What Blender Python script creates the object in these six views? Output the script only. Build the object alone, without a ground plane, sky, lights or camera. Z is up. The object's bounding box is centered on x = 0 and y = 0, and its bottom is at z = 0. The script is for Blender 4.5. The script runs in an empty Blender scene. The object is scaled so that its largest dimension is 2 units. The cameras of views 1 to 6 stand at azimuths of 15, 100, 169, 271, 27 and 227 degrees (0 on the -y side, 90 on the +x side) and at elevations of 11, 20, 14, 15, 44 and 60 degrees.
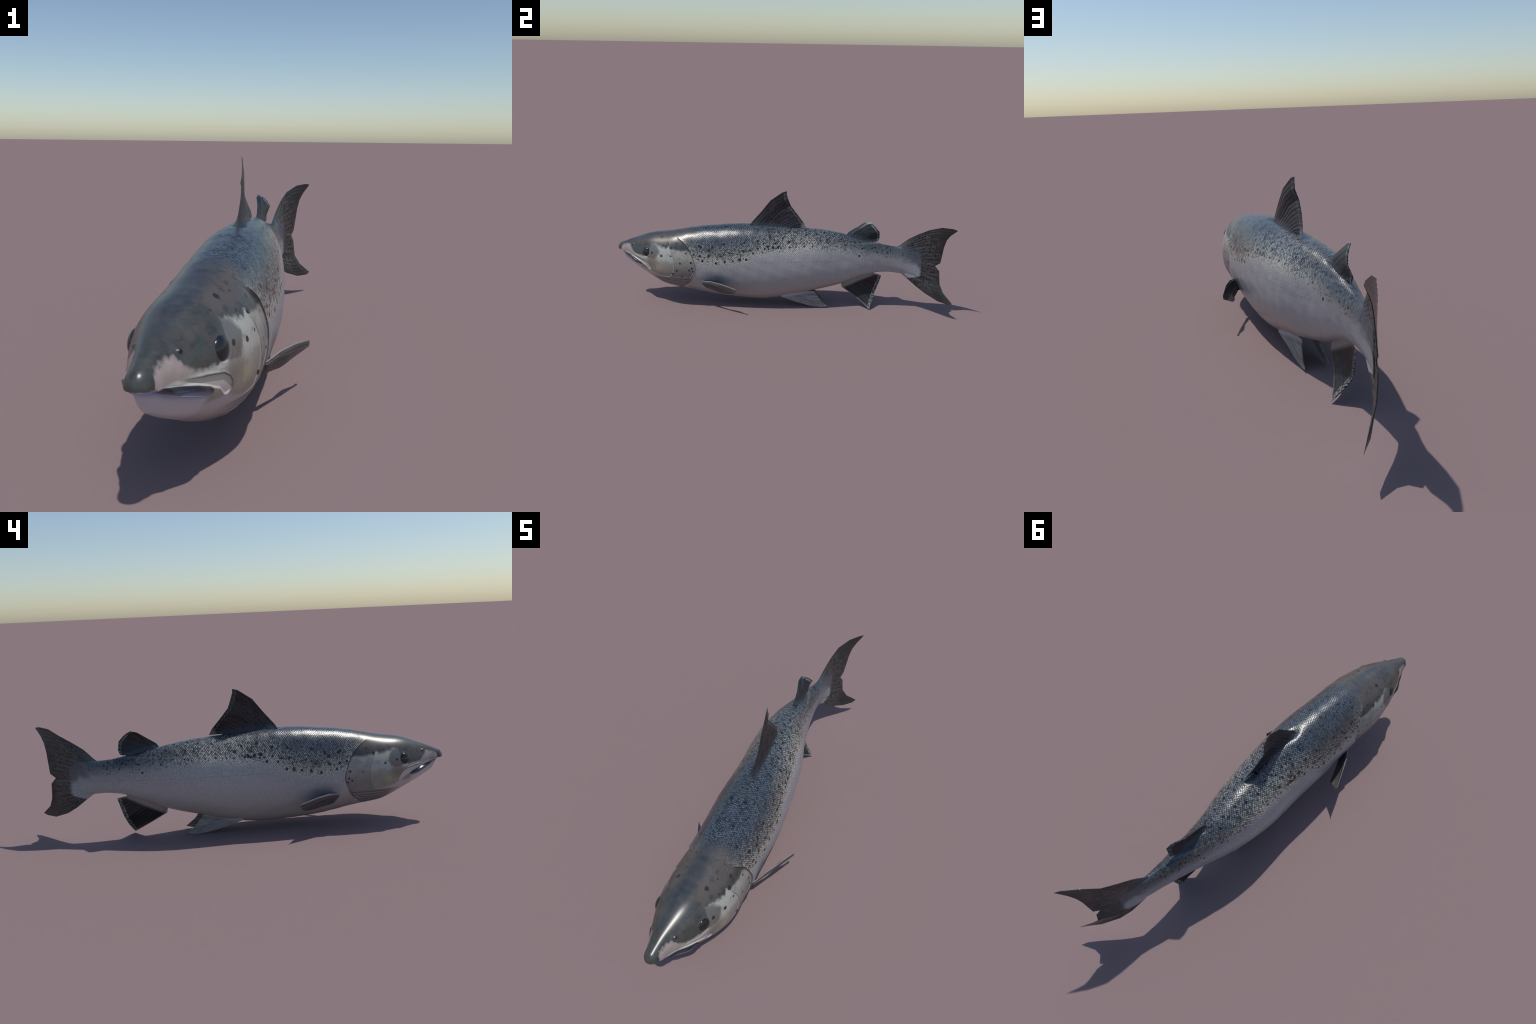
"""A salmon, built part by part: lofted body, Coons-patch fins, procedural skin."""
import bpy, math
import numpy as np
from mathutils import Vector

rng = np.random.default_rng(7)

# ------------------------------------------------------------------ profiles
# stations along the body (y, nose at -1): mid-line x, back z, belly z, half width, height of widest point
STATION = np.array([
    # y      xc     back   belly  half   mid
    [-1.00, .044, .335, .293, .021, .50],
    [-.97,  .044, .345, .262, .031, .48],
    [-.93,  .043, .362, .233, .045, .47],
    [-.87,  .041, .385, .198, .073, .48],
    [-.80,  .040, .410, .161, .103, .48],
    [-.70,  .038, .427, .112, .133, .45],
    [-.60,  .036, .447, .092, .141, .43],
    [-.52,  .029, .463, .077, .140, .43],
    [-.40,  .016, .479, .053, .141, .45],
    [-.25,  .000, .492, .039, .144, .49],
    [-.10, -.0175, .490, .034, .140, .50],
    [.05,  -.045, .479, .056, .136, .50],
    [.20,  -.072, .468, .096, .123, .51],
    [.35,  -.094, .446, .137, .088, .52],
    [.48,  -.099, .418, .193, .060, .53],
    [.60,  -.101, .393, .226, .039, .52],
    [.68,  -.099, .388, .226, .026, .51],
    [.76,  -.091, .396, .218, .012, .51],
    [.82,  -.076, .398, .214, .0008, .51],
])


def spline(xs, vs, x):
    n, h = len(xs), np.diff(xs)
    a, b = np.eye(n), np.zeros(n)
    for i in range(1, n - 1):
        a[i, i - 1], a[i, i], a[i, i + 1] = h[i - 1], 2 * (h[i - 1] + h[i]), h[i]
        b[i] = 6 * ((vs[i + 1] - vs[i]) / h[i] - (vs[i] - vs[i - 1]) / h[i - 1])
    m = np.linalg.solve(a, b)
    k = np.clip(np.searchsorted(xs, x) - 1, 0, n - 2)
    p, q = (xs[k + 1] - x) / h[k], (x - xs[k]) / h[k]
    return p * vs[k] + q * vs[k + 1] + ((p**3 - p) * m[k] + (q**3 - q) * m[k + 1]) * h[k]**2 / 6


def station(col, y):
    return spline(STATION[:, 0], STATION[:, col], np.asarray(y, float))


def sstep(a, b, x):
    t = np.clip((x - a) / (b - a), 0, 1)
    return t * t * (3 - 2 * t)


# polynomial of the mid-line, used alike by mesh and materials
YP = np.linspace(-1, .82, 200)
MID = np.polyfit(YP, station(1, YP), 6)
MIDD = np.polyder(MID)
ZMID = np.polyfit(YP, .5 * (station(2, YP) + station(3, YP)), 5)

# feature curves on the flank: (coordinate, value) pairs
GILL = [(.09, -.60), (.126, -.578), (.160, -.535), (.197, -.514), (.222, -.499), (.250, -.491), (.283, -.496),
        (.328, -.513), (.368, -.534), (.397, -.566), (.418, -.604), (.46, -.66)]               # z -> s
CHEEK = [(.184, -.690), (.188, -.645), (.204, -.626), (.236, -.614), (.270, -.610), (.304, -.616), (.343, -.632),
         (.380, -.648), (.41, -.664)]                                                          # z -> s
MOUTH = [(-.975, .303), (-.945, .298), (-.910, .288), (-.866, .274), (-.830, .259), (-.815, .247)]     # s -> z
JAWLIP = [(-.975, .294), (-.952, .288), (-.942, .283), (-.914, .270), (-.875, .256), (-.840, .243), (-.815, .242)]
LIPTOP = [(-.945, .304), (-.914, .300), (-.872, .290), (-.828, .282), (-.795, .274), (-.775, .260), (-.764, .244), (-.757, .228)]
LIPLOW = [(-.945, .299), (-.910, .289), (-.866, .275), (-.829, .256), (-.798, .241), (-.778, .220), (-.768, .217), (-.757, .228)]


THROAT = [(-.80, .150), (-.74, .128), (-.70, .110), (-.65, .098), (-.60, .090), (-.50, .075)]


def curve(pts, x):
    p = np.array(pts)
    return np.interp(x, p[:, 0], p[:, 1])


# ------------------------------------------------------------------ body surface
def body_grid():
    nose = -1 + .03 * (1 - np.cos(np.linspace(0, math.pi / 2, 14)))
    ys = np.concatenate([nose[:-1], np.arange(-.97, -.70, .0024), np.arange(-.70, -.47, .0017), np.arange(-.47, .815, .006), [.82]])
    na = 384
    th = np.linspace(-math.pi / 2, 1.5 * math.pi, na, endpoint=False)
    xc, zt, zb, hw, zm = (station(i, ys) for i in range(1, 6))
    # the nose overhangs the lower jaw
    f = np.sqrt(sstep(-.972, -.946, ys))
    zb = (.299 - .002 * sstep(-.99, -1, ys)) * (1 - f) + zb * f
    zc = zb + (zt - zb) * (zm * f + .14 * (1 - f))
    # rounded tip
    t = np.clip((ys + 1) / .024, 0, 1)
    cap = np.sqrt(np.maximum(1 - (1 - t)**2.4, 1e-4))
    c, s = np.cos(th), np.sin(th)
    p = .95 + .08 * (1 - sstep(-.93, -.74, ys))[:, None] * (s > 0) * sstep(0, .3, s) - .06 * (s < 0) * sstep(-.5, -.2, ys)[:, None]
    x = np.sign(c) * np.abs(c)**p
    z0 = .309
    zt, zb, zc = z0 + (zt - z0) * cap, z0 + (zb - z0) * cap, z0 + (zc - z0) * cap
    narrow = 1 - .40 * (1 - sstep(-.955, -.86, ys))[:, None] * sstep(.02, -.22, s)[None, :]
    X = xc[:, None] + (hw * cap)[:, None] * x * narrow
    Z = np.where(s > 0, zc[:, None] + (zt - zc)[:, None] * s, zc[:, None] + (zc - zb)[:, None] * s)
    # the underside behind the belly fins leans to the left
    lean = .009 * sstep(.05, .22, ys) * sstep(.50, .36, ys)
    X = X + lean[:, None] * np.clip(-s, 0, 1)[None, :]
    Y = np.repeat(ys[:, None], na, 1)
    return np.stack([X, Y, Z], -1)


def grid_normals(P):
    du = np.gradient(P, axis=0)
    dv = np.roll(P, -1, 1) - np.roll(P, 1, 1)
    n = np.cross(dv, du)
    n /= np.linalg.norm(n, axis=-1, keepdims=True) + 1e-12
    return n


def flank(P):
    y = P[..., 1]
    d = P[..., 0] - np.polyval(MID, y)
    return y + np.polyval(MIDD, y) * d, d, P[..., 2]


def relief(P):
    """height of the surface features, along the normal"""
    s, d, z = flank(P)
    h = np.zeros_like(s)
    # gill cover: free rear edge standing off the shoulder
    q = s - curve(GILL, z)
    low = sstep(.10, .125, z)
    top = 1 - sstep(.375, .425, z)
    w = low * top
    h += w * np.where(q < 0, .0072 * np.exp(np.minimum(q, 0) / .034) * sstep(.001, -.006, q), -.0032 * np.exp(-np.maximum(q, 0) / .008) * sstep(-.001, .004, q))
    # cheek plate over the gill cover
    q2 = s - curve(CHEEK, z)
    w2 = sstep(.180, .196, z) * (1 - sstep(.35, .40, z))
    h += w2 * np.where(q2 < 0, .0030 * np.exp(np.minimum(q2, 0) / .03) * sstep(.0, -.005, q2), -.0014 * np.exp(-np.maximum(q2, 0) / .012))
    # seam along the lower rim of the cheek and cover
    rim = .186 + .05 * np.clip(s + .60, 0, 1)
    h += -.0022 * np.exp(-((z - rim) / .003)**2) * sstep(-.74, -.66, s) * sstep(-.50, -.53, s)
    # throat folds
    zr = curve(THROAT, s)
    fold = np.sin((z - zr) / (.188 - zr) * 2 * math.pi * 6.5)
    h += .0016 * fold * sstep(.186, .176, z) * sstep(.085, .105, z) * sstep(-.74, -.67, s) * sstep(-.525, -.55, s)
    # mouth opening, lips
    zm, zj = curve(MOUTH, s), curve(JAWLIP, s)
    inm = sstep(-.001, .0025, zm - z) * sstep(-.001, .0025, z - zj) * sstep(-.815, -.825, s) * sstep(-.950, -.915, s)
    h -= .013 * inm * (1 - .55 * sstep(-.86, -.83, s))
    u, l = curve(LIPTOP, s), curve(LIPLOW, s)
    lip = sstep(-.001, .004, u - z) * sstep(-.0005, .004, z - l) * sstep(-.945, -.90, s) * sstep(-.756, -.768, s)
    h += .0036 * lip * sstep(-.93, -.86, s)
    h -= .0030 * np.exp(-((z - u - .003) / .0035)**2) * sstep(-.90, -.86, s) * sstep(-.752, -.765, s)
    h += .0022 * np.exp(-((z - zj + .006) / .0055)**2) * sstep(-.945, -.92, s) * sstep(-.815, -.835, s)
    # eye socket rim and nostril
    e = np.hypot((s + .786) / .026, (z - .324) / .029)
    h -= .0010 * np.exp(-((e - 1) / .12)**2) * (z > .2)
    nz = np.hypot((s + .889) / .0055, (z - .350) / .0042)
    h -= .005 * np.exp(-nz**2)
    h += .011 * np.exp(-((P[..., 1] + .172) / .032)**2 - (d / .022)**2) * (z > .4)
    h += .006 * np.exp(-((P[..., 1] - .388) / .022)**2 - (d / .018)**2) * (z > .35)
    # soft unevenness of the flesh
    h += .0006 * np.sin(s * 61 + z * 37) * np.sin(z * 53 - s * 23) * sstep(-.75, -.5, s)
    return h


def new_object(name, mesh, parent, mat=None):
    ob = bpy.data.objects.new(name, mesh)
    bpy.context.scene.collection.objects.link(ob)
    ob.parent = parent
    if mat:
        mesh.materials.append(mat)
    return ob


def mesh_from(name, v, f, normals=None):
    me = bpy.data.meshes.new(name)
    me.from_pydata(v.tolist() if hasattr(v, "tolist") else v, [], [tuple(int(i) for i in q) for q in f])
    me.validate()
    me.polygons.foreach_set("use_smooth", [True] * len(me.polygons))
    if normals is not None:
        me.normals_split_custom_set_from_vertices(normals.tolist())
    me.update()
    return me


def build_body(parent, mat):
    P = body_grid()
    N = grid_normals(P)
    P = P + N * relief(P)[..., None]
    n, m = P.shape[:2]
    N = grid_normals(P)
    V = P.reshape(-1, 3)
    tip = np.array([P[0].mean(0) + [0, -.0002, 0]])
    end = np.array([P[-1].mean(0)])
    V = np.concatenate([V, tip, end])
    NN = np.concatenate([N.reshape(-1, 3), [[0, -1, 0]], [[0, 1, 0]]])
    i, j = np.meshgrid(np.arange(n - 1), np.arange(m), indexing="ij")
    j2 = (j + 1) % m
    F = np.stack([i * m + j, i * m + j2, (i + 1) * m + j2, (i + 1) * m + j], -1).reshape(-1, 4)
    C = V[F].mean(1)
    s, d, z = flank(C)
    head = (s < curve(GILL, z))
    jaw = head & (z < curve(MOUTH, s) - .004) & (s < -.80)
    jaw |= head & (s >= -.80) & (s < -.74) & (z < .245 - (s + .80) * .5)
    cover = head & (s > curve(CHEEK, z)) & (z > .10) & (z < .36)
    tail = s > .56
    region = np.where(jaw, 1, np.where(cover, 2, np.where(head, 0, np.where(tail, 4, 3))))
    names = ["head", "lower_jaw", "gill_cover", "torso", "tail"]
    for k, nm in enumerate(names):
        faces = [tuple(q) for q in F[region == k].tolist()]
        if nm == "head":
            faces += [(len(V) - 2, (a + 1) % m, a) for a in range(m)]
        if nm == "tail":
            faces += [(len(V) - 1, (n - 1) * m + a, (n - 1) * m + (a + 1) % m) for a in range(m)]
        used = np.unique(np.concatenate([np.array(q) for q in faces]))
        remap = np.full(len(V), -1)
        remap[used] = np.arange(len(used))
        faces = [tuple(int(remap[a]) for a in q) for q in faces]
        new_object(nm, mesh_from(nm, V[used], faces, NN[used]), parent, mat)


# ------------------------------------------------------------------ fins
def polyline(pts, t):
    p = np.array(pts, float)
    l = np.concatenate([[0], np.cumsum(np.linalg.norm(np.diff(p, axis=0), axis=1))])
    l /= l[-1]
    return np.stack([np.interp(t, l, p[:, k]) for k in range(3)], -1)


def params(pts, n):
    """even parameters that also hit every corner of the outline"""
    p = np.array(pts, float)
    l = np.concatenate([[0], np.cumsum(np.linalg.norm(np.diff(p, axis=0), axis=1))])
    l /= l[-1]
    t = np.linspace(0, 1, n)
    for c in l[1:-1]:
        t[np.abs(t - c).argmin()] = c
    return np.sort(t)


def build_fin(name, parent, mat, base, lead, rear, margin, root, edge, power=2.0, rays=14, ray=.0006, bulge=(0, 0, 0), nu=90, nv=60, bias=1.0):
    """Coons patch: base runs front to back, margin lead tip to rear tip; v climbs from base to margin"""
    tu, tv = params(margin, nu), params(lead, nv)
    B, M, L, R = polyline(base, tu), polyline(margin, tu), polyline(lead, tv), polyline(rear, tv)
    u, v = tu[:, None, None], tv[None, :, None]
    S = (1 - v) * B[:, None] + v * M[:, None] + (1 - u) * L[None] + u * R[None] \
        - ((1 - u) * (1 - v) * B[0] + u * (1 - v) * B[-1] + (1 - u) * v * M[0] + u * v * M[-1])
    S = S + (np.sin(math.pi * u) * np.sin(math.pi * v**bias)) * np.array(bulge)
    a = np.cross(np.gradient(S, axis=0), np.gradient(S, axis=1))
    a /= np.linalg.norm(a, axis=-1, keepdims=True) + 1e-12
    U, W = tu[:, None], tv[None, :]
    th = edge + (root - edge) * (1 - W)**power * (.35 + .65 * np.sin(math.pi * np.clip(U, .02, .98))**.6)
    th = th * np.minimum(1, .2 + 6 * U) * np.minimum(1, .3 + 6 * (1 - U))
    th = th + ray * np.sin(2 * math.pi * rays * U) * np.sin(math.pi * np.clip(W, 0, 1))**.5
    th = np.maximum(th, .0006)
    A, Bk = S + a * th[..., None], S - a * th[..., None]
    n, m = S.shape[:2]
    V = np.concatenate([A.reshape(-1, 3), Bk.reshape(-1, 3)])
    i, j = np.meshgrid(np.arange(n - 1), np.arange(m - 1), indexing="ij")
    q = np.stack([i * m + j, (i + 1) * m + j, (i + 1) * m + j + 1, i * m + j + 1], -1).reshape(-1, 4)
    F = [tuple(x) for x in q.tolist()] + [tuple(x) for x in (q[:, ::-1] + n * m).tolist()]
    o = n * m
    ring = [k * m for k in range(n)] + [(n - 1) * m + k for k in range(1, m)] + [k * m + m - 1 for k in range(n - 2, -1, -1)] + [k for k in range(m - 2, 0, -1)]
    for a0, b0 in zip(ring, ring[1:] + ring[:1]):
        F.append((b0, a0, a0 + o, b0 + o))
    me = mesh_from(name, V, F)
    me.set_sharp_from_angle(angle=math.radians(50))
    return new_object(name, me, parent, mat)


# ------------------------------------------------------------------ node helper
class S:
    """a shader socket that can be written like arithmetic"""
    def __init__(self, g, out):
        self.g, self.o = g, out

    def __add__(self, b): return self.g.math("ADD", self, b)
    __radd__ = __add__
    def __sub__(self, b): return self.g.math("SUBTRACT", self, b)
    def __rsub__(self, b): return self.g.math("SUBTRACT", b, self)
    def __mul__(self, b): return self.g.math("MULTIPLY", self, b)
    __rmul__ = __mul__
    def __truediv__(self, b): return self.g.math("DIVIDE", self, b)
    def __pow__(self, b): return self.g.math("POWER", self, b)
    def __neg__(self): return self.g.math("MULTIPLY", self, -1.0)


class Graph:
    def __init__(self, name):
        self.mat = bpy.data.materials.new(name)
        self.mat.use_nodes = True
        self.t = self.mat.node_tree
        self.bsdf = self.t.nodes["Principled BSDF"]
        c = self.t.nodes.new("ShaderNodeTexCoord")
        self.pos = S(self, c.outputs["Object"])
        x = self.t.nodes.new("ShaderNodeSeparateXYZ")
        self.t.links.new(c.outputs["Object"], x.inputs[0])
        self.x, self.y, self.z = (S(self, x.outputs[i]) for i in range(3))

    def put(self, sock, v):
        if isinstance(v, S):
            self.t.links.new(v.o, sock)
        else:
            if sock.type == "RGBA" and len(v) == 3:
                v = (*v, 1)
            sock.default_value = v

    def math(self, op, a, b=0.0, c=None, clamp=False):
        n = self.t.nodes.new("ShaderNodeMath")
        n.operation, n.use_clamp = op, clamp
        self.put(n.inputs[0], a)
        self.put(n.inputs[1], b)
        if c is not None:
            self.put(n.inputs[2], c)
        return S(self, n.outputs[0])

    def min(self, a, b): return self.math("MINIMUM", a, b)
    def max(self, a, b): return self.math("MAXIMUM", a, b)
    def abs(self, a): return self.math("ABSOLUTE", a)

    def step(self, a, b, x):
        """smooth ramp: 0 at a, 1 at b"""
        n = self.t.nodes.new("ShaderNodeMapRange")
        n.interpolation_type = "SMOOTHSTEP"
        self.put(n.inputs["Value"], x)
        lo, hi = (a, b) if a < b else (b, a)
        n.inputs["From Min"].default_value, n.inputs["From Max"].default_value = lo, hi
        if a > b:
            n.inputs["To Min"].default_value, n.inputs["To Max"].default_value = 1, 0
        return S(self, n.outputs["Result"])

    def vec(self, x, y, z=0.0):
        n = self.t.nodes.new("ShaderNodeCombineXYZ")
        for i, v in enumerate((x, y, z)):
            self.put(n.inputs[i], v)
        return S(self, n.outputs[0])

    def dist(self, v, p):
        n = self.t.nodes.new("ShaderNodeVectorMath")
        n.operation = "DISTANCE"
        self.put(n.inputs[0], v)
        self.put(n.inputs[1], p)
        return S(self, n.outputs["Value"])

    def noise(self, v, scale, detail=2.0, rough=.5, dims="3D"):
        n = self.t.nodes.new("ShaderNodeTexNoise")
        n.noise_dimensions = dims
        self.put(n.inputs["Vector"], v)
        n.inputs["Scale"].default_value, n.inputs["Detail"].default_value, n.inputs["Roughness"].default_value = scale, detail, rough
        return S(self, n.outputs["Fac"])

    def voronoi(self, v, scale, rand=1.0, dims="2D", feature="F1"):
        n = self.t.nodes.new("ShaderNodeTexVoronoi")
        n.voronoi_dimensions, n.feature = dims, feature
        self.put(n.inputs["Vector"], v)
        n.inputs["Scale"].default_value, n.inputs["Randomness"].default_value = scale, rand
        if feature == "DISTANCE_TO_EDGE":
            return S(self, n.outputs["Distance"]), None
        sp = self.t.nodes.new("ShaderNodeSeparateColor")
        self.t.links.new(n.outputs["Color"], sp.inputs[0])
        return S(self, n.outputs["Distance"]), [S(self, sp.outputs[i]) for i in range(3)]

    def mix(self, f, a, b):
        n = self.t.nodes.new("ShaderNodeMix")
        n.data_type = "RGBA"
        self.put(n.inputs[0], f)
        self.put(n.inputs[6], a)
        self.put(n.inputs[7], b)
        return S(self, n.outputs[2])

    def scale(self, col, f):
        n = self.t.nodes.new("ShaderNodeMix")
        n.data_type, n.blend_type = "RGBA", "MULTIPLY"
        n.inputs[0].default_value = 1
        self.put(n.inputs[6], col)
        self.put(n.inputs[7], self.vec(f, f, f))
        return S(self, n.outputs[2])

    def curve(self, x, pts):
        p = np.array(pts, float)
        x0, x1 = p[0, 0], p[-1, 0]
        y0, y1 = p[:, 1].min(), p[:, 1].max() + 1e-6
        n = self.t.nodes.new("ShaderNodeFloatCurve")
        c = n.mapping.curves[0]
        q = [((a - x0) / (x1 - x0), (b - y0) / (y1 - y0)) for a, b in p]
        c.points[0].location, c.points[1].location = q[0], q[-1]
        for a in q[1:-1]:
            c.points.new(*a)
        for a in c.points:
            a.handle_type = "VECTOR"
        n.mapping.update()
        self.put(n.inputs["Value"], (x - x0) / (x1 - x0))
        return S(self, n.outputs[0]) * (y1 - y0) + y0

    def poly(self, c, x):
        r = None
        for k in c:
            r = float(k) if r is None else self.math("MULTIPLY_ADD", r, x, float(k))
        return r

    def bump(self, h, strength, distance=.004):
        n = self.t.nodes.new("ShaderNodeBump")
        n.inputs["Strength"].default_value, n.inputs["Distance"].default_value = strength, distance
        self.put(n.inputs["Height"], h)
        self.t.links.new(n.outputs[0], self.bsdf.inputs["Normal"])

    def finish(self, col, rough, spec=.5, coat=0.0):
        self.put(self.bsdf.inputs["Base Color"], col)
        self.put(self.bsdf.inputs["Roughness"], rough)
        self.bsdf.inputs["Specular IOR Level"].default_value = spec
        self.bsdf.inputs["Coat Weight"].default_value = coat
        self.bsdf.inputs["Coat Roughness"].default_value = .25
        return self.mat


# ------------------------------------------------------------------ skin
HEAD_SPOTS = [  # along, out, up, radius
    (-.701, .060, .410, .0085), (-.600, .103, .387, .0075), (-.634, .115, .363, .0085), (-.749, .115, .326, .0075), (-.689, .130, .315, .0075),
    (-.632, .133, .318, .0050), (-.545, .126, .338, .0050), (-.577, .140, .279, .0055), (-.515, .136, .284, .0070), (-.510, .139, .250, .0065),
    (-.525, .139, .238, .0062), (-.505, .138, .230, .0062), (-.597, .143, .234, .0055), (-.623, .141, .212, .0062), (-.570, .136, .195, .0050),
    (-.517, .138, .213, .0035), (-.683, .100, .376, .0045), (-.761, .067, .398, .0045), (-.522, .135, .197, .0050), (-.648, .075, .409, .0035)]
BODY_SPOTS = [
    (-.500, .126, .335, .0065), (-.465, .128, .327, .0085), (-.449, .134, .299, .0065), (-.414, .131, .328, .0085), (-.372, .140, .289, .0075),
    (-.323, .142, .300, .0075), (-.277, .143, .309, .0060), (-.239, .141, .318, .0085), (-.204, .140, .319, .0070), (-.462, .113, .376, .0080),
    (-.414, .121, .363, .0085), (-.395, .117, .381, .0075), (-.219, .131, .368, .0070), (-.182, .128, .369, .0055), (-.166, .131, .356, .0060),
    (-.112, .124, .359, .0070), (-.087, .112, .393, .0095), (-.059, .110, .393, .0065), (-.038, .113, .382, .0075), (-.027, .109, .393, .0065),
    (-.012, .111, .386, .0065), (-.142, .104, .421, .0075), (-.214, .113, .415, .0075), (-.331, .115, .401, .0090), (.451, .064, .335, .0060)]
BAND = [(-.60, .335), (-.49, .300), (-.37, .285), (-.22, .312), (-.15, .350), (-.02, .370), (.14, .380), (.30, .368), (.47, .346), (.63, .325), (.82, .335)]


def skin_material():
    g = Graph("salmon_skin")
    y, z = g.y, g.z
    d = g.x - g.poly(MID, y)
    s = y + g.poly(MIDD, y) * d
    ad = g.abs(d)
    dz = z - g.poly(ZMID, y)
    flat = g.vec(s, ad, z)
    fine = g.noise(g.pos, 90, 3)
    mid = g.noise(g.pos, 28, 3)
    broad = g.noise(g.pos, 9, 3)
    wob = mid - .5
    wobf = fine - .5

    # ---- scales: diamond lattice on (along, girth)
    ang = g.math("ARCTAN2", dz, ad)
    girth = ang * g.curve(y, [(-1, .17), (-.5, .185), (.0, .185), (.35, .135), (.6, .09), (.82, .08)])
    a, b = s / .0102, girth / .0128
    wl = g.noise(g.vec(s, girth), 60, 2)
    lat = g.vec(a + b + (wl - .5) * .55, a - b)
    f1, cellc = g.voronoi(lat, 1.0, .28)
    cell = g.step(.62, .18, f1)                       # 1 in the middle of a scale
    rnd = cellc[0]
    band = g.curve(s, BAND)
    h = z - band + wob * .012
    up = g.step(-.055, .020, h)
    # upper flank
    pale = g.mix(g.step(.0, .075, h), (.60, .575, .50), (.30, .31, .30))
    pale = g.mix(g.step(.06, .135, h), pale, (.088, .112, .142))
    rear = g.step(.15, .5, s)
    pale = g.mix(rear * .9, pale, g.mix(g.step(.0, .08, h), (.15, .18, .21), (.052, .080, .118)))
    gap = g.mix(g.step(-.02, .05, h), (.24, .235, .24), (.034, .036, .038))
    gap = g.mix(g.step(.05, .11, h), gap, (.016, .021, .030))
    speck = cell * (.30 + rnd * 1.25) * (.65 + .7 * broad) * (1.0 - .30 * g.step(.15, .5, s) * g.step(.0, .05, h)) - .08
    flankc = g.mix(g.math("MULTIPLY", speck, 1.0, clamp=True), gap, pale)
    flankc = g.mix(g.step(.50, .66, broad) * .45 * g.step(-.01, .04, h), flankc, (.035, .040, .045))
    # belly
    belly = g.mix(g.step(.10, .27, z + wob * .03), (.345, .31, .30), (.385, .387, .398))
    grain = (1.0 - cell) * g.step(.09, .20, z) * (.34 + .5 * g.step(-.12, .0, h)) * (.4 + rnd)
    belly = g.mix(g.math("MULTIPLY", grain, 1.0, clamp=True), belly, (.15, .16, .20))
    line = g.step(.0028, .0006, g.abs(z - g.curve(s, [(-.55, .335), (-.3, .30), (.0, .304), (.14, .309), (.30, .305), (.46, .299), (.62, .296), (.82, .296)]))) * g.step(-.25, -.0, s)
    belly = g.mix(line * .45 * g.step(.35, .6, fine), belly, (.13, .12, .14))
    # soft bluish dark patch behind the breast fin
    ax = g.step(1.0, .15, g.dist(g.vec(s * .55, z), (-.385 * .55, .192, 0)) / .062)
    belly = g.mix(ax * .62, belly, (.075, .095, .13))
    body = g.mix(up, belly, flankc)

    # ---- spots
    wv = g.vec(s + wobf * .006, ad + wobf * .006, z + (mid - .5) * .010)
    def spots(lst, v):
        r = None
        for p in lst:
            e = g.dist(v, p[:3]) - p[3]
            r = e if r is None else g.min(r, e)
        return g.step(.0016, -.0012, r)
    sp = spots(BODY_SPOTS, wv)
    sv = g.vec(s + wobf * .006, girth + wobf * .008)
    dots, dc = g.voronoi(sv, 1 / .030, 1.0)
    many = g.step(.0, .06, dots - (.03 + .19 * dc[1]))
    dens = g.step(-.015, .02, h) * g.step(.72, .68, dc[0] + .35 * g.step(.085, .12, h) * g.step(.1, -.1, s))
    sp2 = (1.0 - many) * dens
    dots3, dc3 = g.voronoi(sv, 1 / .0155, 1.0)
    sp3 = g.step(.27, .20, dots3) * g.step(.60, .66, dc3[0]) * g.step(-.03, .01, h) * .8
    body = g.mix(g.max(sp, g.max(sp2, sp3)) * g.step(-.545, -.52, s), body, (.008, .010, .013))

    # ---- head
    top = g.mix(g.step(.35, .65, broad), (.038, .040, .041), (.078, .068, .058))
    top = g.mix(g.step(.45, .65, mid) * .6, top, (.034, .052, .052))
    top = g.mix(g.step(.06, .012, ad) * g.step(-.92, -.85, s) * .7, top, (.042, .047, .060))
    top = g.mix(g.step(-.79, -.72, s) * g.step(.02, .06, ad) * g.step(.37, .40, z) * .75, top, (.098, .080, .071))
    top = g.mix(g.step(.03, .0, g.dist(flat, (-.90, .05, .35))) * .5, top, (.035, .042, .045))
    mott = g.noise(g.vec(s, z, ad), 42, 4, .62)
    top = g.mix(g.step(.50, .66, mott) * .45, top, (.078, .076, .066))
    top = g.mix(g.step(.46, .34, mott) * .55, top, (.022, .027, .032))
    cover = g.mix(g.step(.33, .22, z + wob * .05), (.33, .325, .292), (.205, .19, .176))
    cover = g.mix(g.step(.42, .66, mid) * .5, cover, (.20, .19, .18))
    cheek = g.mix(g.step(.30, .25, z + wob * .03), (.37, .375, .345), (.265, .245, .205))
    cheek = g.mix(g.step(.045, .005, g.dist(g.vec(s, z), (-.715, .242, 0)) + wob * .02) * .8, cheek, (.35, .32, .19))
    cheek = g.mix(g.step(.05, .008, g.dist(g.vec(s * .8, z), (-.755 * .8, .272, 0)) + wobf * .03) * .7, cheek, (.15, .12, .098))
    cheek = g.mix(g.step(.035, .01, g.dist(g.vec(s, z), (-.655, .262, 0)) + wobf * .03) * .45, cheek, (.24, .23, .22))
    cheek = g.mix(g.step(.48, .66, mott) * .55, cheek, (.20, .18, .155))
    cover = g.mix(g.step(.48, .66, mott) * .50, cover, (.17, .155, .14))
    chin = g.mix(g.step(.16, .24, z), (.38, .33, .33), (.47, .42, .43))
    cz = g.curve(s, CHEEK_LOW)
    face = g.mix(g.step(-.006, .010, z - cz + wob * .01), chin, cheek)
    ccx = s - g.curve(z, CHEEK)
    side = g.mix(g.step(-.001, .001, ccx) * g.step(.180, .190, z), face, cover)
    # snout patch
    snout = g.mix(g.step(.3, .7, mid), (.34, .275, .262), (.26, .225, .21))
    side = g.mix(g.step(-.84, -.90, s) * g.step(-.003, .004, z - g.curve(s, LIPTOP_X)), side, snout)
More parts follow.
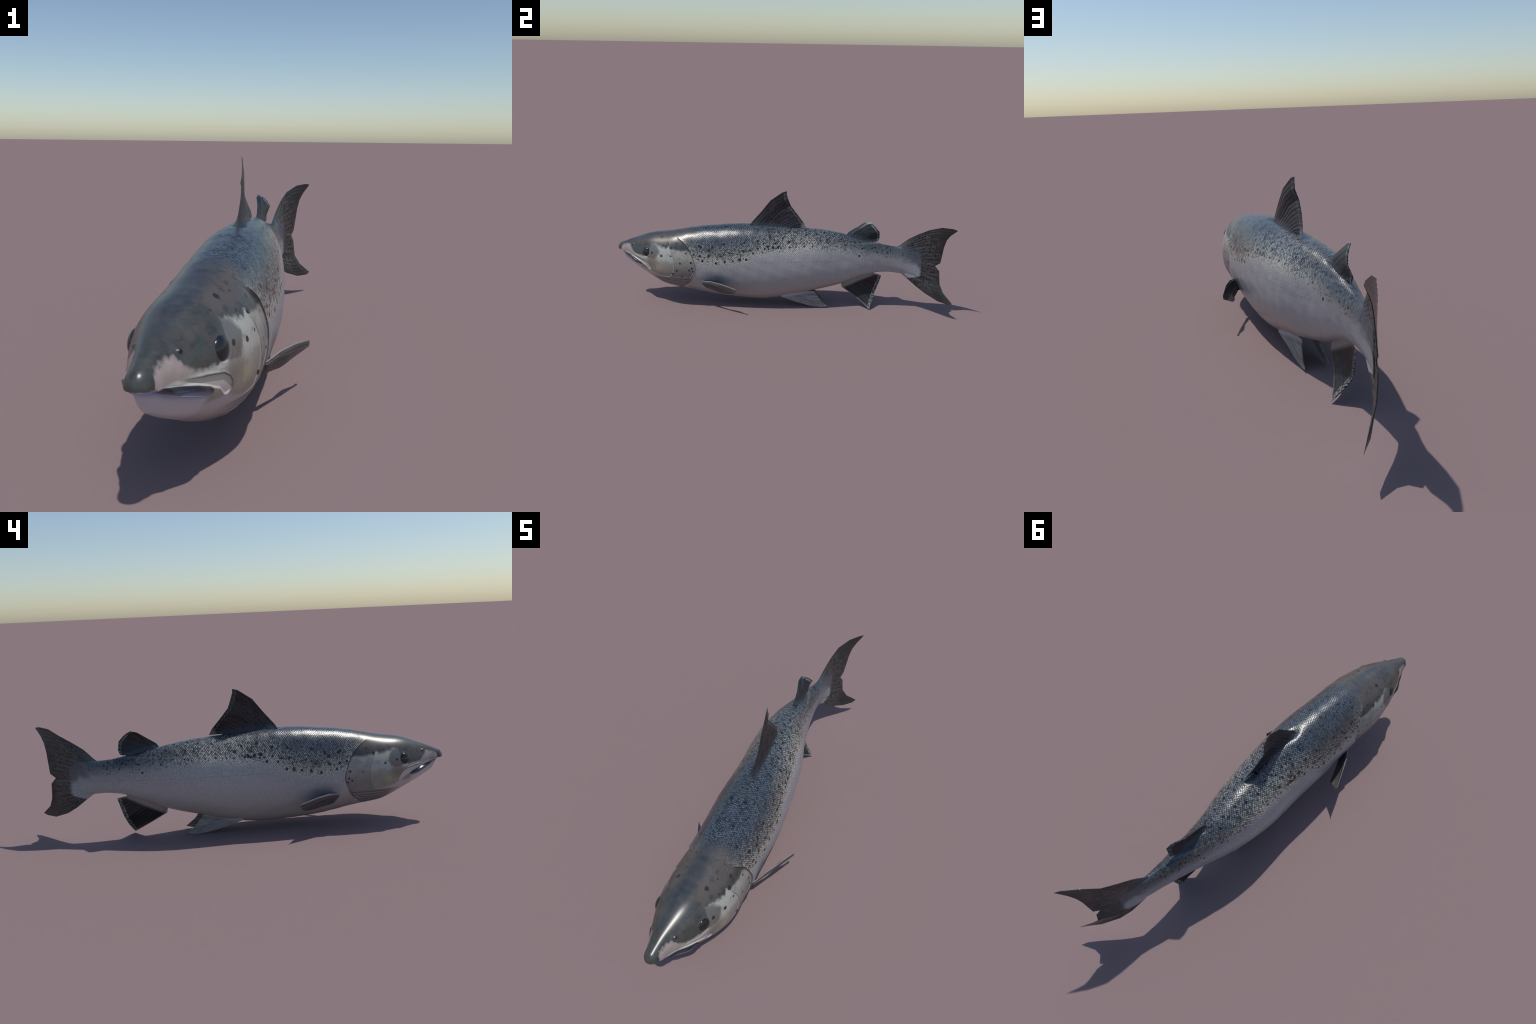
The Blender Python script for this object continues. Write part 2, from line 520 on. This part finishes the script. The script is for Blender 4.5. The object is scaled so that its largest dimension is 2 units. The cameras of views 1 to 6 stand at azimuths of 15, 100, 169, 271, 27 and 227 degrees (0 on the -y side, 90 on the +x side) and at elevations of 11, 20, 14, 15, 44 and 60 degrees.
    # dark crown
    crown = z - g.curve(s, CROWN) + wobf * .020 + wob * .014
    patch = g.dist(g.vec((s + .757) / .052, (z - .334) / .041), (0, 0, 0)) + wob * .5 + wobf * .3
    side = g.mix(g.step(1.10, .85, patch), side, g.mix(fine, (.095, .10, .10), (.16, .16, .155)))
    side = g.mix(g.step(.022, .012, g.dist(g.vec(s, z), (-.733, .306, 0)) + wobf * .02) * .55, side, (.16, .10, .065))
    under = g.step(.010, .004, g.dist(g.vec(s * .4, z), (-.795 * .4, .2935, 0)) + wobf * .006)
    side = g.mix(g.step(-.008, .008, crown), side, top)
    side = g.mix(under, side, (.46, .44, .44))
    # throat folds
    thr = g.step(.189, .181, z - .05 * g.max(s + .60, 0.0)) * g.step(-.80, -.70, s)
    zr = g.curve(s, THROAT)
    wave = g.math("SINE", (z - zr + wob * .006) / (.188 - zr) * (2 * math.pi * 6.5))
    side = g.mix(thr, side, g.mix(g.step(-.6, .7, wave), (.12, .108, .108), (.23, .205, .205)))
    # mouth
    lt, ll = g.curve(s, LIPTOP), g.curve(s, LIPLOW)
    lip = g.step(-.001, .001, lt - z) * g.step(-.001, .001, z - ll) * g.step(-.935, -.905, s) * g.step(-.760, -.765, s)
    side = g.mix(lip, side, g.mix(g.step(.255, .235, z), (.52, .49, .43), (.50, .43, .43)))
    seam = g.step(.0035, .001, g.abs(z - lt - .002)) * g.step(-.90, -.84, s) * g.step(-.755, -.765, s)
    side = g.mix(seam * .75, side, (.085, .065, .055))
    zm, zj = g.curve(s, MOUTH), g.curve(s, JAWLIP)
    jawside = g.step(-.815, -.84, s) * g.step(.001, -.001, z - zm)
    side = g.mix(jawside, side, g.mix(g.step(.0, -.012, z - zj), (.28, .31, .43), (.50, .46, .48)))
    inm = g.step(-.0005, .0015, zm - z) * g.step(-.001, .002, z - zj) * g.step(-.815, -.825, s) * g.step(-.965, -.950, s)
    side = g.mix(inm, side, g.mix(g.step(.006, .018, zm - z), (.016, .014, .016), (.11, .12, .19)))
    # seams and gill slit
    q = s - g.curve(z, GILL)
    cs = g.step(.0026, .0008, g.abs(ccx - .001)) * g.step(.186, .20, z) * g.step(.375, .33, z)
    side = g.mix(cs * .6, side, (.10, .10, .09))
    side = g.mix(spots(HEAD_SPOTS, g.vec(s + wobf * .003, ad + wobf * .003, z + wobf * .003)), side, (.018, .019, .021))
    nos = g.dist(g.vec(s, z), (-.889, .350, 0))
    side = g.mix(g.step(.006, .003, nos) * g.step(.2, .3, z), side, (.008, .008, .008))
    # smooth crown fades into the scaled back
    fade = g.step(-.004, .001, q) * g.step(.415, .395, z)
    nape = g.step(-.60, -.50, s + wobf * .10 + (rnd - .5) * .03) * g.step(.385, .41, z)
    headc = side
    col = g.mix(g.max(fade, nape), headc, body)
    slit = g.step(.0048, .0012, g.abs(q - .0012)) * g.step(.10, .13, z) * g.step(.41, .385, z)
    col = g.mix(slit * .85, col, (.022, .016, .015))
    red = g.step(.013, .003, g.abs(q - .003) + wobf * .012) * g.step(.215, .175, z) * g.step(.10, .12, z) * g.step(.0, .004, q)
    col = g.mix(red * .8, col, (.16, .035, .025))

    # ---- tail fin: dark membrane with streaks, pale fleshy root
    th = g.math("ARCTAN2", z - .305, y - .62)
    rad = g.dist(g.vec(y, z), (.62, .305, 0))
    streak = g.noise(g.vec(th * 55, rad * 9), 1.0, 3, .6, "2D")
    mott2 = g.noise(g.vec(th * 20, rad * 25), 1.0, 3, .6, "2D")
    edge = g.step(.275, .345, rad + .05 * g.abs(z - .30)) 
    fin = g.mix(g.step(.42, .66, streak), (.020, .021, .023), (.060, .060, .064))
    fin = g.mix(g.max(edge * .9, g.step(.055, .085, z - g.curve(y, [(.66, .330), (.73, .365), (.80, .400), (.90, .445), (1.0, .47)]))), fin, (.016, .017, .018))
    fin = g.mix(g.step(.035, .0, z - g.curve(y, [(.66, .235), (.735, .203), (.793, .157), (.848, .125), (.923, .096), (1.0, .09)])) * .75, fin, (.03, .03, .031))
    fin = g.mix(g.step(.93, .80, y + wob * .10) * g.step(.42, .64, mott2) * .28, fin, (.11, .115, .12))
    fd, fc = g.voronoi(g.vec(y + wobf * .003, z + wobf * .003), 1 / .0165, .9)
    fspot = g.step(.38, .30, fd) * g.step(.42, .46, fc[0]) * g.step(.24, .19, g.dist(g.vec(y, z * .75), (.84, .32 * .75, 0)) * 1.6)
    fin = g.mix(fspot, fin, (.009, .009, .010))
    pal = g.mix(fine, (.23, .25, .265), (.34, .355, .365))
    pal = g.mix(g.step(.40, .30, fine) * .5, pal, (.16, .18, .2))
    low = z - g.curve(y, [(.68, .196), (.735, .197), (.765, .204), (.80, .214), (.82, .226)])
    upl = g.curve(y, [(.60, .43), (.66, .402), (.70, .400), (.75, .388), (.80, .362), (.84, .35)]) - z + wob * .03
    inside = g.step(-.002, .006, low) * g.step(-.012, .016, upl) * g.step(.822, .800, y + wobf * .020)
    onfin = (1.0 - inside) * g.step(.655, .675, y)
    flesh = g.mix(g.step(.105, .055, upl + wob * .05), pal, g.mix(mid, (.028, .040, .058), (.085, .11, .14)))
    col = g.mix(g.step(.60, .78, y + wob * .05) * .9, col, flesh)
    col = g.mix(onfin, col, fin)

    scaly = g.max(fade, nape) * (1.0 - onfin)
    g.bump(cell * scaly * (.35 + .65 * up) + fine * .12,   .17, .0022)
    return g.finish(col, g.mix(scaly, (.32, .32, .32), (.29, .29, .29)), .62)


CROWN = [(-1.01, .30), (-.972, .300), (-.966, .327), (-.940, .341), (-.906, .346), (-.896, .328), (-.885, .316), (-.868, .306), (-.824, .300),
         (-.795, .298), (-.780, .315), (-.758, .372), (-.735, .374), (-.705, .365), (-.662, .357), (-.648, .370), (-.634, .358), (-.58, .351), (-.50, .352), (-.45, .36)]
CHEEK_LOW = [(-.80, .215), (-.765, .215), (-.735, .200), (-.70, .190), (-.66, .182), (-.60, .180)]
LIPTOP_X = [(-1.0, .300), (-.945, .301), (-.914, .300), (-.872, .292), (-.828, .284)]


# ------------------------------------------------------------------ fin materials
def fin_material(name, pivot, freq, dark, light, margin=None, root=None, tip=None, rough=.4, rimcol=(.25, .25, .26), width=.012, dots=True, spotty=0.0, lead=None):
    """rays fan out from a pivot in the y-z plane; margin is the curve z -> y (or the pair 'y') of the trailing edge"""
    g = Graph(name)
    y, z = g.y, g.z
    fine = g.noise(g.pos, 110, 2)
    th = g.math("ARCTAN2", z - pivot[1], y - pivot[0])
    rad = g.dist(g.vec(y, z), (pivot[0], pivot[1], 0))
    st = g.noise(g.vec(th * freq, rad * 12), 1.0, 3, .6, "2D")
    st2 = g.noise(g.vec(th * freq * 2.5, rad * 6), 1.0, 2, .5, "2D")
    col = g.mix(g.step(.32, .74, st * .6 + st2 * .4), dark, light)
    if spotty:
        dd, dc = g.voronoi(g.vec(y, z), 1 / .02, 1.0)
        col = g.mix(g.step(.28, .2, dd) * g.step(.55, .6, dc[0]) * spotty, col, tuple(c * .35 for c in dark))
    if margin:
        e = g.curve(z, margin) - y + (g.noise(g.vec(y, z), 45, 2) - .5) * .010
        rim = g.step(.0050, .0010, g.abs(e - width)) * g.step(.30, .60, g.noise(g.vec(y, z), 70, 2))
        col = g.mix(rim * .85, col, rimcol)
        if dots:
            n = g.noise(g.vec(y, z), 150, 1)
            outer = g.step(width - .001, width - .004, e)
            col = g.mix(outer, col, g.mix(g.step(.44, .56, n), tuple(c * .35 for c in dark), tuple(c * .75 for c in rimcol)))
    if lead:
        if lead[1] > 0:
            e2 = z - g.curve(y, lead[0]) + (fine - .5) * .006
            col = g.mix(g.step(lead[1], lead[1] * .3, e2) * lead[3], col, lead[2])
        else:   # pale upper rim of a fin held out sideways
            e2 = z - g.curve(y - .12 * g.x, lead[0]) + (fine - .5) * .003
            col = g.mix(g.step(lead[1], lead[1] * .5, e2) * lead[3], col, lead[2])
    if root:
        e3 = g.curve(y, root[0])
        k = (z - e3) if root[3] > 0 else (e3 - z)
        col = g.mix(g.step(root[1], 0.0, k), col, root[2])
    if tip:
        col = g.mix(g.step(tip[1], tip[1] * .4, g.dist(g.pos, tip[0])), col, tip[2])
    g.bump(st, .25, .0015)
    return g.finish(col, rough, .3)


def eye_material():
    g = Graph("eye_gloss")
    return g.finish((.010, .011, .013), .16, .5, .3)


def tooth_material():
    g = Graph("tooth_enamel")
    col = g.mix(g.noise(g.pos, 300, 1), (.35, .33, .30), (.5, .48, .44))
    return g.finish(col, .35)


# ------------------------------------------------------------------ assembly
root = bpy.data.objects.new("salmon", None)
bpy.context.scene.collection.objects.link(root)
root["label"] = "silver salmon with dark spotted back and pale belly"
root["category"] = "fish"

skin = skin_material()
build_body(root, skin)

DORSAL_EDGE = [(.47, .140), (.502, .125), (.557, .080), (.602, .042), (.643, .026), (.676, .018), (.70, .018)]
dorsal = fin_material("dorsal_fin_skin", (-.20, .42), 26, (.014, .013, .015), (.046, .041, .049), DORSAL_EDGE, width=.016, spotty=.8, rimcol=(.11, .105, .11),
                      tip=((-.048, .138, .478), .045, (.17, .18, .18)), root=([(-.2, .490), (-.05, .482), (.06, .474), (.2, .47)], .035, (.035, .045, .06), 1))
build_fin("dorsal_fin", root, dorsal,
          base=[(-.008, -.195, .480), (-.022, -.06, .465), (-.038, .052, .462)],
          lead=[(-.008, -.195, .480), (-.008, -.179, .507), (-.014, -.126, .570), (-.026, -.074, .638), (-.044, -.008, .685), (-.053, .016, .692)],
          rear=[(-.038, .052, .462), (-.042, .075, .479), (-.048, .138, .477)],
          margin=[(-.053, .016, .692), (-.052, .016, .676), (-.051, .026, .643), (-.063, .041, .602), (-.062, .078, .557), (-.056, .112, .518), (-.052, .125, .502), (-.048, .138, .477)],
          root=.026, edge=.0016, power=5, rays=13, bulge=(.004, 0, 0))

ADIPOSE_EDGE = [(.40, .556), (.411, .560), (.435, .566), (.469, .562), (.490, .542), (.512, .520), (.526, .494)]
adipose = fin_material("adipose_fin_skin", (.36, .40), 12, (.012, .014, .017), (.034, .039, .048), ADIPOSE_EDGE, width=.013, rimcol=(.20, .22, .24),
                       root=([(.36, .452), (.45, .432), (.53, .410), (.58, .40)], .016, (.04, .055, .075), 1))
build_fin("adipose_fin", root, adipose,
          base=[(-.093, .372, .440), (-.098, .45, .418), (-.103, .522, .398)],
          lead=[(-.093, .372, .440), (-.094, .381, .456), (-.104, .424, .487), (-.119, .465, .518), (-.121, .494, .525)],
          rear=[(-.103, .522, .398), (-.103, .530, .409), (-.101, .541, .408)],
          margin=[(-.121, .494, .525), (-.106, .517, .513), (-.094, .539, .496), (-.087, .561, .472), (-.102, .564, .435), (-.100, .557, .412), (-.101, .541, .408)],
          root=.015, edge=.0022, power=2.2, rays=7, ray=.0004)

ANAL_EDGE = [(.0, .535), (.03, .541), (.06, .549), (.12, .567), (.199, .591), (.22, .595)]
anal = fin_material("anal_fin_skin", (.30, .26), 30, (.010, .009, .011), (.036, .032, .035), ANAL_EDGE, width=.013, rimcol=(.27, .27, .27),
                    root=([(.33, .105), (.36, .118), (.45, .165), (.55, .215), (.6, .215)], .024, (.27, .24, .23), -1),
                    lead=([(.34, .118), (.36, .112), (.533, .004), (.6, -.03)], .012, (.28, .27, .27), .45))
build_fin("anal_fin", root, anal,
          base=[(-.092, .352, .150), (-.100, .44, .190), (-.105, .535, .232)],
          lead=[(-.092, .352, .150), (-.087, .361, .112), (-.082, .397, .090), (-.073, .445, .061), (-.055, .493, .031), (-.033, .535, .003)],
          rear=[(-.105, .535, .232), (-.105, .545, .209), (-.105, .591, .199)],
          margin=[(-.033, .535, .003), (-.056, .544, .030), (-.083, .552, .060), (-.102, .560, .090), (-.104, .570, .120), (-.101, .582, .160), (-.104, .591, .199)],
          root=.013, edge=.0016, power=2.5, rays=12, bulge=(.004, 0, 0))

build_fin("caudal_fin", root, skin,
          base=[(-.100, .660, .378), (-.100, .665, .31), (-.100, .690, .232)],
          lead=[(-.100, .660, .378), (-.100, .682, .396), (-.092, .731, .443), (-.085, .786, .478), (-.073, .844, .510), (-.038, .903, .537), (-.003, .958, .543), (.010, .982, .538)],
          rear=[(-.100, .690, .232), (-.097, .735, .201), (-.086, .794, .156), (-.068, .848, .123), (-.028, .923, .094), (.008, .977, .092), (.018, 1.0, .101)],
          margin=[(.010, .982, .538), (-.015, .950, .499), (-.029, .934, .468), (-.038, .925, .425), (-.051, .916, .322), (-.057, .889, .300), (-.052, .915, .272), (-.045, .924, .196),
                  (-.023, .946, .151), (.018, 1.0, .101)],
          root=.011, edge=.0016, power=1.4, rays=22, nu=150, nv=90, bulge=(.021, 0, 0), bias=.75)

PELVIC = dict(base=[(.020, .000, .085), (.002, .06, .100), (-.012, .128, .115)],
              lead=[(.020, .000, .085), (.033, .012, .064), (.023, .060, .045), (.013, .096, .031), (.008, .141, .019), (.003, .176, .010), (-.002, .215, .004), (-.006, .253, .002), (-.008, .285, .011)],
              rear=[(-.012, .128, .115), (-.012, .135, .094), (-.021, .201, .094)],
              margin=[(-.008, .285, .011), (-.009, .261, .030), (-.011, .238, .050), (-.014, .222, .072), (-.021, .201, .094)])


def pelvic_mirror(pts):
    return [(2 * (-.036 - .08 * (yy - .01)) - xx, yy - .018, zz) for xx, yy, zz in pts]


pelvic = fin_material("pelvic_fin_skin", (-.02, .09), 26, (.15, .145, .14), (.34, .325, .315), rough=.45,
                      root=([(-.05, .075), (.05, .075), (.2, .10)], .02, (.40, .36, .36), -1))
for flip in (False, True):
    kw = {k: pelvic_mirror(v) if flip else v for k, v in PELVIC.items()}
    build_fin("pelvic_fin", root, pelvic, **kw, root=.010, edge=.0016, power=2, rays=9)

breast = fin_material("pectoral_fin_skin", (-.50, .18), 22, (.055, .050, .049), (.13, .12, .115), rough=.38, lead=([(-.48, .172), (-.41, .185), (-.34, .184), (-.25, .168), (-.2, .155)], -.0050, (.33, .32, .33), .85))
left = dict(base=[(.120, -.462, .180), (.115, -.44, .150), (.110, -.415, .125)],
            lead=[(.120, -.462, .180), (.152, -.446, .173), (.178, -.385, .186), (.204, -.312, .185), (.228, -.224, .170)],
            rear=[(.110, -.415, .125), (.136, -.414, .125), (.165, -.338, .117), (.170, -.300, .113), (.180, -.268, .118)],
            margin=[(.228, -.224, .170), (.226, -.224, .148), (.180, -.268, .118)])
right = dict(base=[(-.075, -.478, .182), (-.070, -.455, .150), (-.065, -.435, .125)],
             lead=[(-.075, -.478, .182), (-.103, -.473, .177), (-.143, -.425, .190), (-.177, -.368, .187), (-.227, -.279, .170)],
             rear=[(-.065, -.435, .125), (-.090, -.438, .123), (-.130, -.365, .117), (-.148, -.330, .114), (-.163, -.302, .118)],
             margin=[(-.227, -.279, .170), (-.224, -.281, .148), (-.163, -.302, .118)])
for k in (left, right):
    build_fin("pectoral_fin", root, breast, **k, root=.008, edge=.0016, power=1.6, rays=9)

# eyes: flattened domes set into the sockets
import bmesh
bm = bmesh.new()
bmesh.ops.create_uvsphere(bm, u_segments=48, v_segments=32, radius=1)
eye_mesh = bpy.data.meshes.new("eye")
bm.to_mesh(eye_mesh)
bm.free()
eye_mesh.polygons.foreach_set("use_smooth", [True] * len(eye_mesh.polygons))
eye_mat = eye_material()
eye_mesh.materials.append(eye_mat)
for sx, ex, ey in ((1, .1365, -.786), (-1, -.0555, -.791)):
    e = bpy.data.objects.new("eye", eye_mesh)
    bpy.context.scene.collection.objects.link(e)
    e.parent = root
    e.location = (ex, ey, .324)
    e.scale = (.0125, .0260, .0275)
    e.rotation_euler = (math.radians(0), math.radians(-12 * sx), math.radians(-18 * sx))

# teeth along the upper jaw
tv, tf = [], []
for sx in (1, -1):
    for k in range(15):
        s0 = -.94 + .0085 * k
        zz = float(curve(MOUTH, s0)) - .0005
        w = float(station(4, s0)) * (.93 if k else .9) - .006
        x0 = float(np.polyval(MID, s0)) + sx * w
        r, l = .0016, .0055 + .0015 * rng.random()
        b = len(tv)
        tv += [(x0 + r * math.cos(a), s0 + r * math.sin(a), zz) for a in np.linspace(0, 2 * math.pi, 6, endpoint=False)]
        tv.append((x0 - sx * .001, s0 + .001, zz - l))
        tf += [(b + a, b + (a + 1) % 6, b + 6) for a in range(6)]
tm = mesh_from("tooth_row", np.array(tv), tf)
t = new_object("tooth_row", tm, root, tooth_material())
t["kind"] = "stuff"
